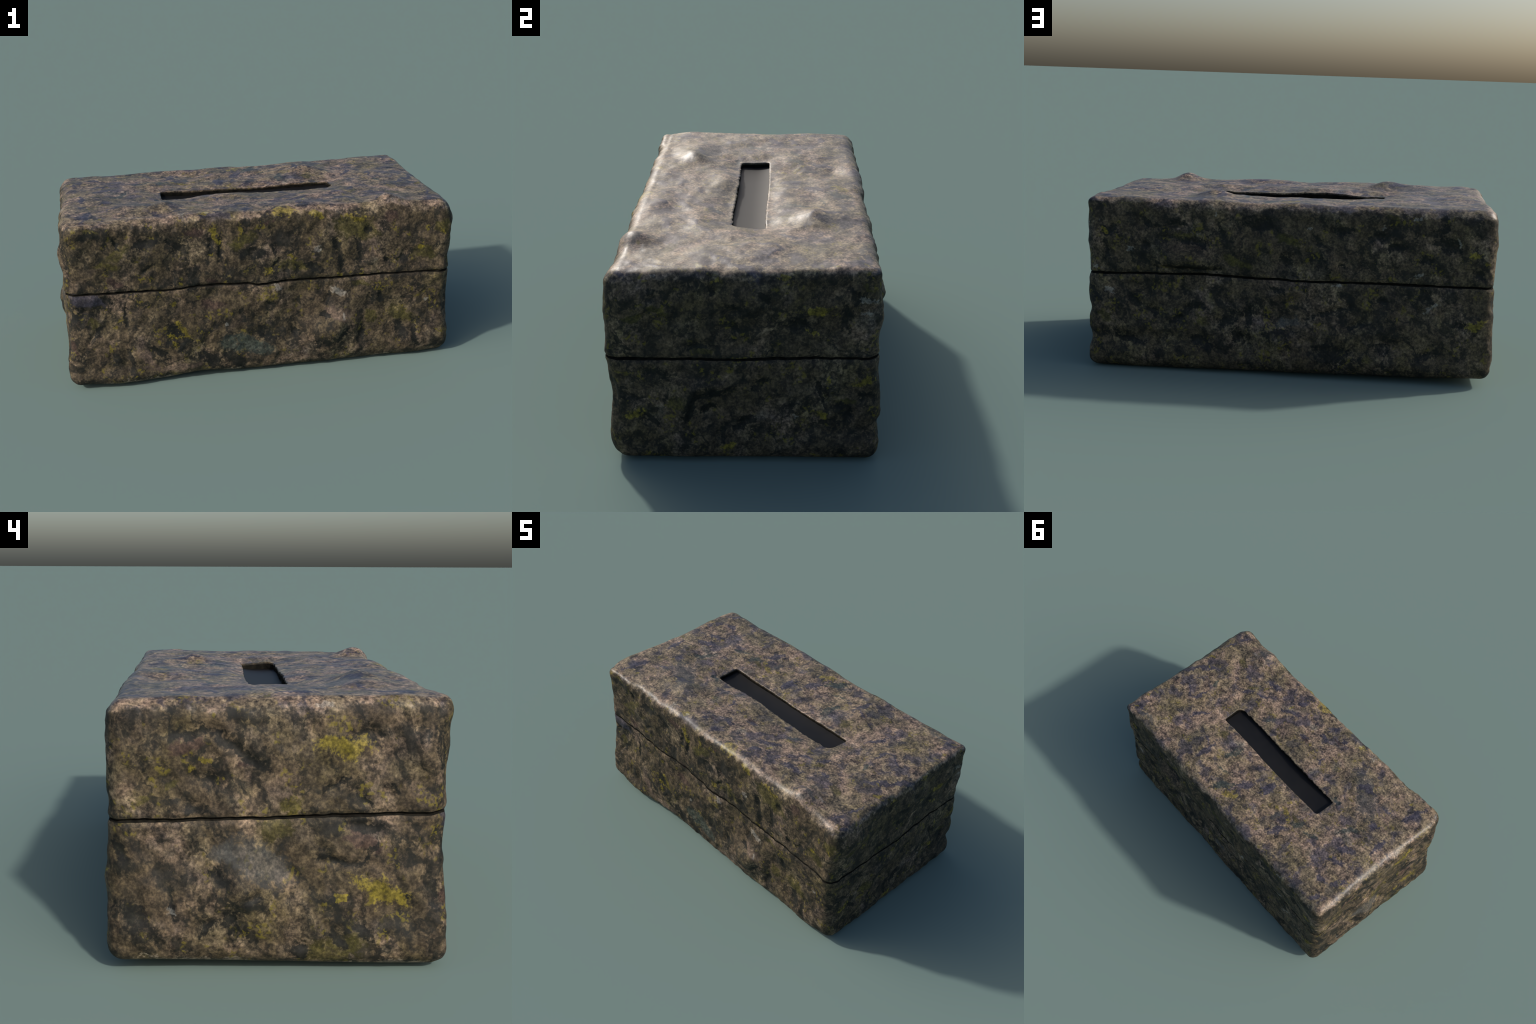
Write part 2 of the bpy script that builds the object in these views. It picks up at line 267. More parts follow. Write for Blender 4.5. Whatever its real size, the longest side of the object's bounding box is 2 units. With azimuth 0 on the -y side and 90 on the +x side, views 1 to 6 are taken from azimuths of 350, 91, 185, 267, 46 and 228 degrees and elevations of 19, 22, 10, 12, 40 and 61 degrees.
# lumps: name, face normal, centre, (radius along, radius across, angle), height
LUMPS = [
    ("knob behind the slot", "top", (0.395, 0.285), (0.085, 0.060, 20), 0.025),
    ("knob behind the slot, skirt", "top", (0.42, 0.22), (0.12, 0.08, 0), 0.010),
    ("front right knob", "top", (0.665, -0.43), (0.065, 0.06, 10), 0.036),
    ("front left knob", "top", (-0.44, -0.295), (0.095, 0.055, 25), 0.028),
    ("front left knob, tail", "top", (-0.60, -0.27), (0.13, 0.07, -20), 0.012),
    ("slot's front rim, rise", "top", (-0.11, -0.11), (0.12, 0.06, 0), 0.017),
    ("slot's front rim, dip", "top", (-0.33, -0.07), (0.09, 0.05, 0), -0.008),
    ("slot's back rim, sag", "top", (0.01, 0.085), (0.17, 0.055, 0), -0.010),
    ("ridge by the slot end", "top", (0.42, -0.20), (0.11, 0.05, 10), 0.007),
    ("swell at the slot end", "top", (0.57, -0.04), (0.10, 0.10, 0), 0.010),
    ("swell at the right", "top", (0.80, 0.0), (0.12, 0.10, 0), 0.008),
    ("swell behind the slot", "top", (-0.46, 0.21), (0.12, 0.08, 0), 0.015),
    ("swell behind the slot", "top", (0.17, 0.20), (0.10, 0.05, 0), 0.006),
    ("swell at the back", "top", (0.34, 0.39), (0.06, 0.05, 0), 0.008),
    ("swell in front", "top", (0.22, -0.40), (0.16, 0.06, 0), 0.006),
    ("swell at the left", "top", (-0.82, 0.02), (0.10, 0.16, 0), 0.008),
    ("dish at the back", "top", (-0.24, 0.39), (0.11, 0.07, 0), -0.022),
    ("dish behind the slot", "top", (-0.25, 0.24), (0.28, 0.12, 0), -0.010),
    ("dish in front of the slot", "top", (0.15, -0.25), (0.25, 0.10, 0), -0.004),
    ("left end swell", "left_end", (0.125, 0.27), (0.11, 0.12, 10), 0.040),
    ("left end swell", "left_end", (-0.22, 0.40), (0.08, 0.07, 0), 0.010),
    ("left end hollow", "left_end", (0.30, 0.35), (0.09, 0.08, 0), -0.014),
    ("left end hollow", "left_end", (0.10, 0.61), (0.06, 0.08, 0), -0.006),
    ("left end hollow", "left_end", (-0.31, 0.69), (0.09, 0.08, 0), -0.012),
    ("left end hollow", "left_end", (-0.38, 0.17), (0.07, 0.09, 0), -0.018),
    ("left end foot", "left_end", (0.38, 0.11), (0.10, 0.06, 0), 0.013),
    ("hollow under the ledge", "back", (0.55, 0.36), (0.22, 0.10, 0), -0.018),
    ("back foot at the right", "back", (0.73, 0.15), (0.10, 0.07, 0), 0.006),
    ("back hollow", "back", (-0.27, 0.30), (0.14, 0.06, 0), -0.013),
    ("back hollow", "back", (0.44, 0.25), (0.08, 0.05, 0), -0.006),
    ("back knuckle", "back", (0.29, 0.16), (0.06, 0.05, 0), 0.012),
    ("back hollow", "back", (0.21, 0.70), (0.06, 0.05, 0), -0.009),
    ("back hollow", "back", (-0.20, 0.70), (0.06, 0.05, 0), -0.009),
    ("left end hollow", "left_end", (0.0, 0.33), (0.05, 0.08, 0), -0.012),
    ("left end hollow", "left_end", (-0.28, 0.19), (0.06, 0.07, 0), -0.010),
    ("left end corner", "left_end", (-0.43, 0.69), (0.05, 0.06, 0), 0.018),
    ("front hollow", "front", (-0.26, 0.38), (0.07, 0.05, 0), -0.010),
    ("front hollow", "front", (-0.44, 0.67), (0.06, 0.05, 0), -0.009),
    ("front hollow", "front", (0.60, 0.47), (0.05, 0.05, 0), -0.010),
    ("front swell", "front", (0.43, 0.33), (0.13, 0.05, 10), 0.014),
    ("front swell", "front", (0.05, 0.42), (0.06, 0.04, 0), 0.010),
    ("front swell", "front", (0.92, 0.46), (0.05, 0.06, 0), 0.010),
    ("dish at the front", "top", (-0.53, -0.43), (0.09, 0.05, 0), -0.012),
    ("swell behind the slot", "top", (-0.50, 0.32), (0.08, 0.06, 0), 0.008),
    ("swell at the slot end", "top", (-0.38, 0.10), (0.08, 0.04, 0), 0.008),
    ("swell at the right", "top", (0.70, 0.10), (0.08, 0.06, 0), 0.008),
    ("back scar", "back", (0.02, 0.42), (0.11, 0.040, -15), 0.024),
    ("back bulge", "back", (0.06, 0.17), (0.09, 0.055, 10), 0.038),
    ("back hollow", "back", (0.06, 0.29), (0.14, 0.04, 0), -0.014),
    ("back foot", "back", (-0.40, 0.07), (0.34, 0.040, 2), 0.012),
    ("back hollow", "back", (-0.50, 0.17), (0.09, 0.05, 0), -0.010),
    ("back knuckle", "back", (-0.18, 0.54), (0.05, 0.06, 0), 0.026),
    ("back foot", "back", (-0.20, 0.16), (0.09, 0.05, 0), 0.014),
    ("back hollow", "back", (-0.42, 0.72), (0.07, 0.06, 0), -0.012),
    ("back knuckle", "back", (-0.66, 0.73), (0.05, 0.05, 0), 0.010),
    ("right end boss", "right_end", (-0.12, 0.23), (0.10, 0.10, 0), 0.004),
    ("right end arc, crown", "right_end", (-0.12, 0.335), (0.085, 0.030, 5), 0.033),
    ("right end arc, side", "right_end", (-0.205, 0.270), (0.080, 0.028, 68), 0.034),
    ("right end arc, hollow", "right_end", (-0.12, 0.22), (0.06, 0.055, 40), -0.015),
    ("right end hollow", "right_end", (0.05, 0.25), (0.08, 0.07, 0), -0.012),
    ("right end hollow", "right_end", (-0.37, 0.09), (0.07, 0.04, 0), -0.012),
    ("right end brow", "right_end", (-0.38, 0.72), (0.10, 0.08, 0), 0.028),
    ("right end brow", "right_end", (0.06, 0.72), (0.10, 0.08, 0), 0.020),
    ("right end brow", "right_end", (0.36, 0.70), (0.10, 0.05, 20), 0.020),
    ("right end waist", "right_end", (-0.43, 0.56), (0.06, 0.06, 0), 0.010),
    ("right end waist", "right_end", (-0.02, 0.46), (0.08, 0.05, 0), 0.012),
    ("front shoulder at the right", "front", (0.92, 0.68), (0.07, 0.13, 0), 0.008),
    ("front ear at the left", "front", (-0.87, 0.79), (0.085, 0.09, 0), 0.026),
    ("front brow at the left", "front", (-0.75, 0.79), (0.07, 0.05, 0), 0.016),
    ("front brow at the left", "front", (-0.65, 0.67), (0.06, 0.05, 0), 0.010),
    ("front bulge", "front", (0.36, 0.20), (0.13, 0.085, 35), 0.052),
    ("front hollow", "front", (0.19, 0.42), (0.08, 0.06, 0), -0.014),
    ("front hollow", "front", (-0.26, 0.44), (0.09, 0.05, 0), -0.022),
    ("front brow at the left", "front", (-0.48, 0.75), (0.12, 0.05, 0), 0.006),
    ("front hollow", "front", (-0.74, 0.36), (0.08, 0.13, 0), -0.014),
    ("front knuckle", "front", (0.61, 0.45), (0.08, 0.05, 0), 0.004),
    ("front foot at the right", "front", (0.77, 0.09), (0.09, 0.08, 0), 0.026),
    ("front foot at the left", "front", (-0.70, 0.04), (0.16, 0.035, 0), 0.028),
    ("front foot at the left", "front", (-0.45, 0.18), (0.10, 0.05, 0), 0.010),
    ("front flank at the left", "front", (-0.45, 0.35), (0.35, 0.20, 0), 0.008),
    ("front flake", "front", (-0.08, 0.62), (0.08, 0.06, -30), 0.004),
]
PIT_DEPTH = {"dark": 0.010, "maroon": 0.002, "teal": 0.003, "slate": -0.003, "yellow": -0.003, "olive": 0.0}


def to_face(face, p):
    """Coordinates of points in a face's own plane."""
    if face == "top":
        return p[:, 0], p[:, 1]
    if face in ("front", "back"):
        return p[:, 0], p[:, 2]
    return p[:, 1], p[:, 2]


FACE_NORMAL = {"top": (0, 0, 1), "front": (0, -1, 0), "back": (0, 1, 0), "left_end": (-1, 0, 0), "right_end": (1, 0, 0)}


def bell(face, p, n, centre, size):
    a, b, ang = size
    u, v = to_face(face, p)
    c, s = math.cos(math.radians(ang)), math.sin(math.radians(ang))
    du, dv = u - centre[0], v - centre[1]
    r2 = ((c * du + s * dv) / a) ** 2 + ((-s * du + c * dv) / b) ** 2
    facing = smooth(0.3, 0.8, n @ np.array(FACE_NORMAL[face], float))
    return np.exp(-r2) * facing


def joint_height(x, y):
    t = (y - HY0) / (HY1 - HY0)
    wob = 0.004 * perlin(np.stack([x * 9, y * 9, 0 * x + 3.3], 1)) + 0.003 * perlin(np.stack([x * 31, y * 31, 0 * x + 8.1], 1))
    return curve(JOINT_FRONT, x) * (1 - t) + curve(JOINT_BACK, x) * t + wob


def slot_shift(x, y):
    """In-plane shift that turns the straight slot outline into a worn, ragged one."""
    cx = np.clip(x, *SLOT_X)
    cy = np.clip(y, *SLOT_Y)
    dist = np.hypot(x - cx, y - cy)
    fade = np.exp(-(dist / 0.03) ** 2)
    # rounded corners: (x end, y side, radius)
    sx, sy = np.zeros_like(x), np.zeros_like(x)
    for ex, ey, r in ((1, 0, 0.045), (1, 1, 0.012), (0, 0, 0.012), (0, 1, 0.022)):
        kx = SLOT_X[ex] + (-r if ex else r)
        ky = SLOT_Y[ey] + (-r if ey else r)
        dx = (cx - kx) * (1 if ex else -1)
        dy = (cy - ky) * (1 if ey else -1)
        inside = (dx > 0) & (dy > 0)
        q = np.hypot(dx, dy) + 1e-9
        big = np.maximum(dx, dy)
        k = np.where(inside, big / q - 1, 0)
        sx += np.where(inside, dx * k, 0) * (1 if ex else -1)
        sy += np.where(inside, dy * k, 0) * (1 if ey else -1)
    front = np.exp(-((cy - SLOT_Y[0]) / 0.03) ** 2)
    rag = perlin(np.stack([cx * 42, cy * 42, 0 * cx], 1)) * 0.007 + perlin(np.stack([cx * 120, cy * 120, 0 * cx + 5], 1)) * 0.004
    bow = 0.003 * np.sin((cx - 0.1) * 7.5) * smooth(0, 0.1, cx - SLOT_X[0]) * smooth(0, 0.1, SLOT_X[1] - cx)
    sy += rag * (0.3 + 0.9 * front) + bow * -0.8
    sx += rag * 0.4
    return sx * fade, sy * fade


def form(p, n):
    """Offset of the worn stone surface at points p of the plain rounded box."""
    x, y, z = p.T
    tx = (x - HX0) / (HX1 - HX0)
    ty = (y - HY0) / (HY1 - HY0)
    tz = np.clip(z / TOP, 0, 1)
    out = np.zeros_like(p)
    out[:, 1] += (1 - ty) * (curve(FRONT_AT_LEFT, z) * (1 - tx) + curve(FRONT_AT_RIGHT, z) * tx)
    out[:, 1] += ty * (curve(BACK_AT_LEFT, z) * (1 - tx) + curve(BACK_AT_RIGHT, z) * tx)
    out[:, 0] += tx * (curve(RIGHT_AT_FRONT, z) * (1 - ty) + curve(RIGHT_AT_BACK, z) * ty)
    out[:, 0] += (1 - tx) * (curve(LEFT_AT_FRONT, z) * (1 - ty) + curve(LEFT_AT_BACK, z) * ty)
    out[:, 2] += smooth(0.62, 1.0, tz) * (curve(TOP_AT_FRONT, x) * (1 - ty) + curve(TOP_AT_BACK, x) * ty)
    out[:, 2] += (1 - smooth(0.0, 0.45, tz)) * (curve(BOTTOM_AT_FRONT, x) * (1 - ty) + curve(BOTTOM_AT_BACK, x) * ty)
    # along the normal: swells, lumps, pits, roughness
    h = np.zeros(len(p))
    for _, face, centre, size, height in LUMPS:
        h += height * bell(face, p, n, centre, size)
    # the ledge on the back: a shelf with a sharp underside and a sloping top
    shelf = smooth(0.496, 0.522, z) * (1 - smooth(0.540, 0.635, z)) * np.exp(-((x - 0.48) / 0.135) ** 4)
    h += 0.064 * shelf * smooth(0.4, 0.9, n[:, 1])
    for face, kinds in PATCHES.items():
        for kind, spots in kinds.items():
            depth = PIT_DEPTH.get(kind, 0.0) * (0.6 if face == "top" else 1.0)
            if depth:
                for u, v, a, b, ang in spots:
                    h -= depth * bell(face, p, n, (u, v), (a * 0.9, b * 1.1 + 0.003, ang))
    flat = smooth(-0.9, -0.4, n[:, 2])             # the underside stays even
    side = 1 - smooth(0.4, 0.9, n[:, 2])
    h += flat * (0.011 * fractal(p, 3.6, 2) + (0.0030 + 0.0035 * side) * fractal(p, 9.0, 2, 0.5, 4.0) + (0.0016 + 0.0012 * side) * fractal(p, 24.0, 2, 0.5, 9.0))
    # slanting chisel-like ridges on the sides, low flakes on the top
    slant = np.stack([x - 0.4 * z, y - 0.4 * z, 0.55 * z], 1)
    ridge = 0.28 - np.abs(perlin(slant * 11.0 + 3.7)) - 0.5 * np.abs(perlin(slant * 25.0 + 1.2))
    h += flat * side * 0.011 * ridge
    h += (1 - side) * 0.007 * (0.2 - np.abs(perlin(p * 8.0 + 2.1)))
    # the top dishes a little towards the slot
    d = np.hypot(np.maximum(np.abs(x - 0.02) - 0.46, 0), np.maximum(np.abs(y) - 0.07, 0))
    up = smooth(0.5, 0.9, n[:, 2])
    h += up * (0.001 - 0.010 * np.exp(-(d / 0.06) ** 2) - 0.009 * np.exp(-(d / 0.20) ** 2))
    return out + n * h[:, None]


# ------------------------------------------------------------------ mesh of the outer skin
def spaced(*stops):
    """Lattice positions passing exactly through the given stops."""
    out = [stops[0]]
    for a, b in zip(stops, stops[1:]):
        m = max(2, round((b - a) / STEP))
        out += [a + (b - a) * i / m for i in range(1, m + 1)]
    return np.array(out)


xs = spaced(HX0, SLOT_X[0], SLOT_X[1], HX1)
ys = spaced(HY0, SLOT_Y[0], SLOT_Y[1], HY1)
zs_base = np.concatenate([np.linspace(0, 0.97, 62), [0.985, 0.994, 1.0]])      # 0 .. 1 below the joint
zs_lid = 1 + np.concatenate([[0.0, 0.006, 0.015], np.linspace(0.03, 1, 48)])   # 1 .. 2 above it
zs = np.concatenate([zs_base, zs_lid[1:]])
KJ = len(zs_base) - 1
NX, NY, NZ = len(xs) - 1, len(ys) - 1, len(zs) - 1
I0, I1 = (int(np.argmin(abs(xs - s))) for s in SLOT_X)
J0, J1 = (int(np.argmin(abs(ys - s))) for s in SLOT_Y)


def lattice_quads():
    """Quads of the lattice box's six faces as (i, j, k) corners, outward wound."""
    quads = []

    def sheet(na, nb, corner, keep=lambda a, b: True, flip=False):
        for a in range(na):
            for b in range(nb):
                if keep(a, b):
                    q = [corner(a, b), corner(a + 1, b), corner(a + 1, b + 1), corner(a, b + 1)]
                    quads.append(q[::-1] if flip else q)

    sheet(NX, NZ, lambda a, b: (a, 0, b))
    sheet(NX, NZ, lambda a, b: (a, NY, b), flip=True)
    sheet(NY, NZ, lambda a, b: (0, a, b), flip=True)
    sheet(NY, NZ, lambda a, b: (NX, a, b))
    sheet(NX, NY, lambda a, b: (a, b, NZ), keep=lambda a, b: not (I0 <= a < I1 and J0 <= b < J1))
    sheet(NX, NY, lambda a, b: (a, b, 0), flip=True)
    return np.array(quads)


def skin(ijk, above):
    """Position of lattice points on the finished stone (above: rows of the lid)."""
    x, y, t = xs[ijk[:, 0]], ys[ijk[:, 1]], zs[ijk[:, 2]]
    on_top = ijk[:, 2] == NZ
    sx, sy = slot_shift(x, y)
    x = x + np.where(on_top, sx, 0)
    y = y + np.where(on_top, sy, 0)
    joint = joint_height(x, y)
    z = np.where(t <= 1, t * joint, joint + (t - 1) * (TOP - joint))
    p = np.stack([x, y, z], 1)
    # round the arrises; the lower ones a little more
    r = EDGE + 0.022 * perlin(p * 2.9 + 5)
    r = np.where(z < 0.2, r * 0.85, r)
    r = r + 0.010 * smooth(-0.40, -0.48, y) * smooth(0.6, 0.8, z)
    r = r - 0.018 * smooth(0.80, 0.95, x) * smooth(0.6, 0.8, z)
    lo = np.stack([HX0 + r, HY0 + r, 0 * r + r], 1)
    hi = np.stack([HX1 - r, HY1 - r, TOP - r], 1)
    q = np.clip(p, lo, hi)
    d = p - q
    # even out the arc: tan mapping of lattice fractions
    d = np.tan(np.clip(d / r[:, None], -1, 1) * (math.pi / 4)) * r[:, None]
    n = d / np.linalg.norm(d, axis=1)[:, None]
    p = q + n * r[:, None]
    w = p + form(p, n)
    # the joint: small chamfers that roll in to an open gap
    gap = np.abs(t - 1) * (0.36 if above else 0.47)
    lip = np.exp(-(gap / 0.009) ** 2)
    half = JOINT * (1.0 + 0.9 * perlin(np.stack([x * 6, y * 6, 0 * x + 2.2], 1)))
    w[:, 2] += (half if above else -half) * np.exp(-(gap / 0.02) ** 2)
    w -= n * (0.005 * lip)[:, None]
    return w, n


def build_mesh(name, verts, faces):
    me = bpy.data.meshes.new(name)
    me.from_pydata(verts.tolist(), [], faces)
    me.update()
    me.polygons.foreach_set("use_smooth", [True] * len(me.polygons))
    return me


def boundary_ring(faces):
    """Ordered vertex loop along the open border of a quad list (one border)."""
    nxt, seen = {}, set()
    for f in faces:
        for a, b in zip(f, f[1:] + f[:1]):
            seen.add((a, b))
    for a, b in seen:
        if (b, a) not in seen:
            nxt[b] = a
    return nxt


def loops(nxt):
    out, left = [], dict(nxt)
    while left:
        start = next(iter(left))
        loop, v = [], start
        while v in left:
            loop.append(v)
            v = left.pop(v)
        out.append(loop)
    return out


def stone_part(above):
    quads = ALL_QUADS
    kmin, kmax = quads[:, :, 2].min(1), quads[:, :, 2].max(1)
    quads = quads[(kmin >= KJ) if above else (kmax <= KJ)]
    keys = quads[:, :, 0] * 1000000 + quads[:, :, 1] * 1000 + quads[:, :, 2]
    uniq, inv = np.unique(keys.ravel(), return_inverse=True)
    ijk = np.stack([uniq // 1000000, (uniq // 1000) % 1000, uniq % 1000], 1)
    verts, _ = skin(ijk, above)
    faces = inv.reshape(-1, 4).tolist()
    verts = verts.tolist()
    # the row of faces that rolls into the joint is as dark as the joint itself
    lip = (quads[:, :, 2].min(1) == KJ) if above else (quads[:, :, 2].max(1) == KJ)
    lip_faces = [(int(i), int(i) + 1) for i in np.nonzero(lip)[0]]

    def extend(ring, moves):
        """Extrude a border loop through a list of functions of its points."""
        for move in moves:
            pts = np.array([verts[v] for v in ring])
            new = move(pts)
            first = len(verts)
            verts.extend(new.tolist())
            m = len(ring)
            for a in range(m):
                b = (a + 1) % m
                faces.append([ring[a], ring[b], first + b, first + a])
            ring = list(range(first, first + m))
        return ring

    def inward(dist, dz):
        def move(p):
            q = p.copy()
            lo, hi = p.min(0), p.max(0)
            cx, cy = np.clip(p[:, 0], lo[0] + 0.1, hi[0] - 0.1), np.clip(p[:, 1], lo[1] + 0.1, hi[1] - 0.1)
            v = np.stack([cx - p[:, 0], cy - p[:, 1]], 1)
            q[:, :2] += dist * v / (np.linalg.norm(v, axis=1)[:, None] + 1e-9)
            q[:, 2] += dz
            return q
        return move

    dark_from = lip_faces
    for ring in loops(boundary_ring(faces)):
        zc = np.mean([verts[v][2] for v in ring])
        if zc > 0.7:                               # the slot's walls
            def wall(dz, grow):
                def move(p):
                    c = p.mean(0)
                    q = p + np.sign(p - c) * np.array([grow, grow, 0])
                    q[:, 2] += dz
                    return q
                return move
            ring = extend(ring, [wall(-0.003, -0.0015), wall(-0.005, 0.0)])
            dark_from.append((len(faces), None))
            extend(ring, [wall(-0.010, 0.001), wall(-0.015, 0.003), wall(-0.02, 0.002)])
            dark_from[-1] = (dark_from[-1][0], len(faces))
        else:                                      # the bed of the joint, with a rebate that closes it
            lift = 0.022
            first = len(faces)
            if above:
                ring = extend(ring, [inward(0.003, 0.0), inward(0.002, lift), inward(0.02, 0.0)])
            else:
                ring = extend(ring, [inward(0.0065, 0.0), inward(0.002, lift), inward(0.02, 0.0)])
            faces.append(ring[:])
            dark_from.append((first, len(faces)))
    return np.array(verts), faces, dark_from


ALL_QUADS = lattice_quads()


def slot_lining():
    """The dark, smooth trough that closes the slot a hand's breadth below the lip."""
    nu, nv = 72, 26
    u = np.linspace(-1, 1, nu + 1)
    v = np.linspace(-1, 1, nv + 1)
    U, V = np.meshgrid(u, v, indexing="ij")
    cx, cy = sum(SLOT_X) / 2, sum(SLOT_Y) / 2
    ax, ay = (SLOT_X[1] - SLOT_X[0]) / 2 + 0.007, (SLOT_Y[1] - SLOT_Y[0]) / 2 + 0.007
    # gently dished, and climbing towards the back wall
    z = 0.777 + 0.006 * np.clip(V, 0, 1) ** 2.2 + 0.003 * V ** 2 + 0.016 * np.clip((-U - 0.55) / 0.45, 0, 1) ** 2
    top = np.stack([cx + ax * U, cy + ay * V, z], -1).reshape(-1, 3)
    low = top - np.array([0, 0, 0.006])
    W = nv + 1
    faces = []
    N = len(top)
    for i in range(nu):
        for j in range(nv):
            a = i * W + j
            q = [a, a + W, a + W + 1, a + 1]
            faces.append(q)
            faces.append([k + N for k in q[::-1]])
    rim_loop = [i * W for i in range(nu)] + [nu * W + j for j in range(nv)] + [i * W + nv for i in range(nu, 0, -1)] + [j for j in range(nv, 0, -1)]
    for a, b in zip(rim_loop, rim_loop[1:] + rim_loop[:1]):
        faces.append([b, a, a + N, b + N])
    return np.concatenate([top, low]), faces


# ------------------------------------------------------------------ materials
class Graph:
    """Small helper for writing node trees as expressions."""

    def __init__(self, name):
        self.mat = bpy.data.materials.new(name)
        self.mat.use_nodes = True
        self.nt = self.mat.node_tree
        self.nt.nodes.clear()

    def node(self, kind, **props):
        n = self.nt.nodes.new(kind)
        for k, v in props.items():
            setattr(n, k, v)
        return n

    def put(self, socket, value):
        if isinstance(value, bpy.types.NodeSocket):
            self.nt.links.new(value, socket)
        else:
            socket.default_value = value

    def math(self, op, a, b=0.0, c=None, clamp=False):
        n = self.node("ShaderNodeMath", operation=op, use_clamp=clamp)
        self.put(n.inputs[0], a)
        self.put(n.inputs[1], b)
        if c is not None:
            self.put(n.inputs[2], c)
        return n.outputs[0]

    def vec(self, op, a, b=None, scale=None):
        n = self.node("ShaderNodeVectorMath", operation=op)
        self.put(n.inputs[0], a)
        if b is not None:
            self.put(n.inputs[1], b)
        if scale is not None:
            self.put(n.inputs["Scale"], scale)
        return n.outputs["Value"] if op in ("LENGTH", "DOT_PRODUCT") else n.outputs["Vector"]

    def muladd(self, factor, p):
        n = self.node("ShaderNodeVectorMath", operation="MULTIPLY_ADD")
        self.put(n.inputs[0], factor)
        n.inputs[1].default_value = (1e-7, 1e-7, 1e-7)
        self.put(n.inputs[2], p)
        return n.outputs["Vector"]

    def noise(self, p, scale, detail=2.0, rough=0.5, shift=None, distortion=0.0, colour=False):
        if shift is not None:
            p = self.vec("ADD", p, shift)
        n = self.node("ShaderNodeTexNoise")
        self.put(n.inputs["Vector"], p)
        n.inputs["Scale"].default_value = scale
        n.inputs["Detail"].default_value = detail
        n.inputs["Roughness"].default_value = rough
        n.inputs["Distortion"].default_value = distortion
        return n.outputs["Color"] if colour else n.outputs["Fac"]

    def step(self, x, lo, hi, out0=0.0, out1=1.0):
        n = self.node("ShaderNodeMapRange", interpolation_type="SMOOTHSTEP")
        self.put(n.inputs["Value"], x)
        for k, v in (("From Min", lo), ("From Max", hi), ("To Min", out0), ("To Max", out1)):
            n.inputs[k].default_value = v
        return n.outputs["Result"]

    def mix(self, fac, a, b, blend="MIX"):
        n = self.node("ShaderNodeMix", data_type="RGBA", blend_type=blend)
        self.put(n.inputs[0], fac)
        for s, v in ((n.inputs[6], a), (n.inputs[7], b)):
            self.put(s, v if isinstance(v, bpy.types.NodeSocket) else (*v, 1.0))
        return n.outputs[2]

    def ramp(self, fac, stops):
        n = self.node("ShaderNodeValToRGB")
        els = n.color_ramp.elements
        while len(els) < len(stops):
            els.new(0.5)
        for e, (pos, col) in zip(els, stops):
            e.position = pos
            e.color = (*col, 1.0)
        self.put(n.inputs["Fac"], fac)
        return n.outputs["Color"]


PATCH_PLANE = {"front": ("y", HY0), "back": ("y", HY1), "left_end": ("x", HX0), "right_end": ("x", HX1), "top": ("z", TOP)}
PATCH_COLOUR = {
    "olive": (0.070, 0.062, 0.014),
    "maroon": (0.060, 0.034, 0.030),
    "pink": (0.190, 0.135, 0.108),
    "grey": (0.078, 0.079, 0.076),
    "slate": (0.052, 0.049, 0.072),
    "teal": (0.038, 0.054, 0.048),
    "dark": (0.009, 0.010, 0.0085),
    "yellow": (0.190, 0.155, 0.014),
    "pale": (0.230, 0.190, 0.150),
    "white": (0.330, 0.330, 0.310),
}
PATCH_STRENGTH = {"olive": 0.75, "maroon": 0.65, "pink": 0.6, "grey": 0.66, "slate": 0.85, "teal": 0.8, "dark": 0.93, "yellow": 0.66, "pale": 0.8, "white": 0.35}


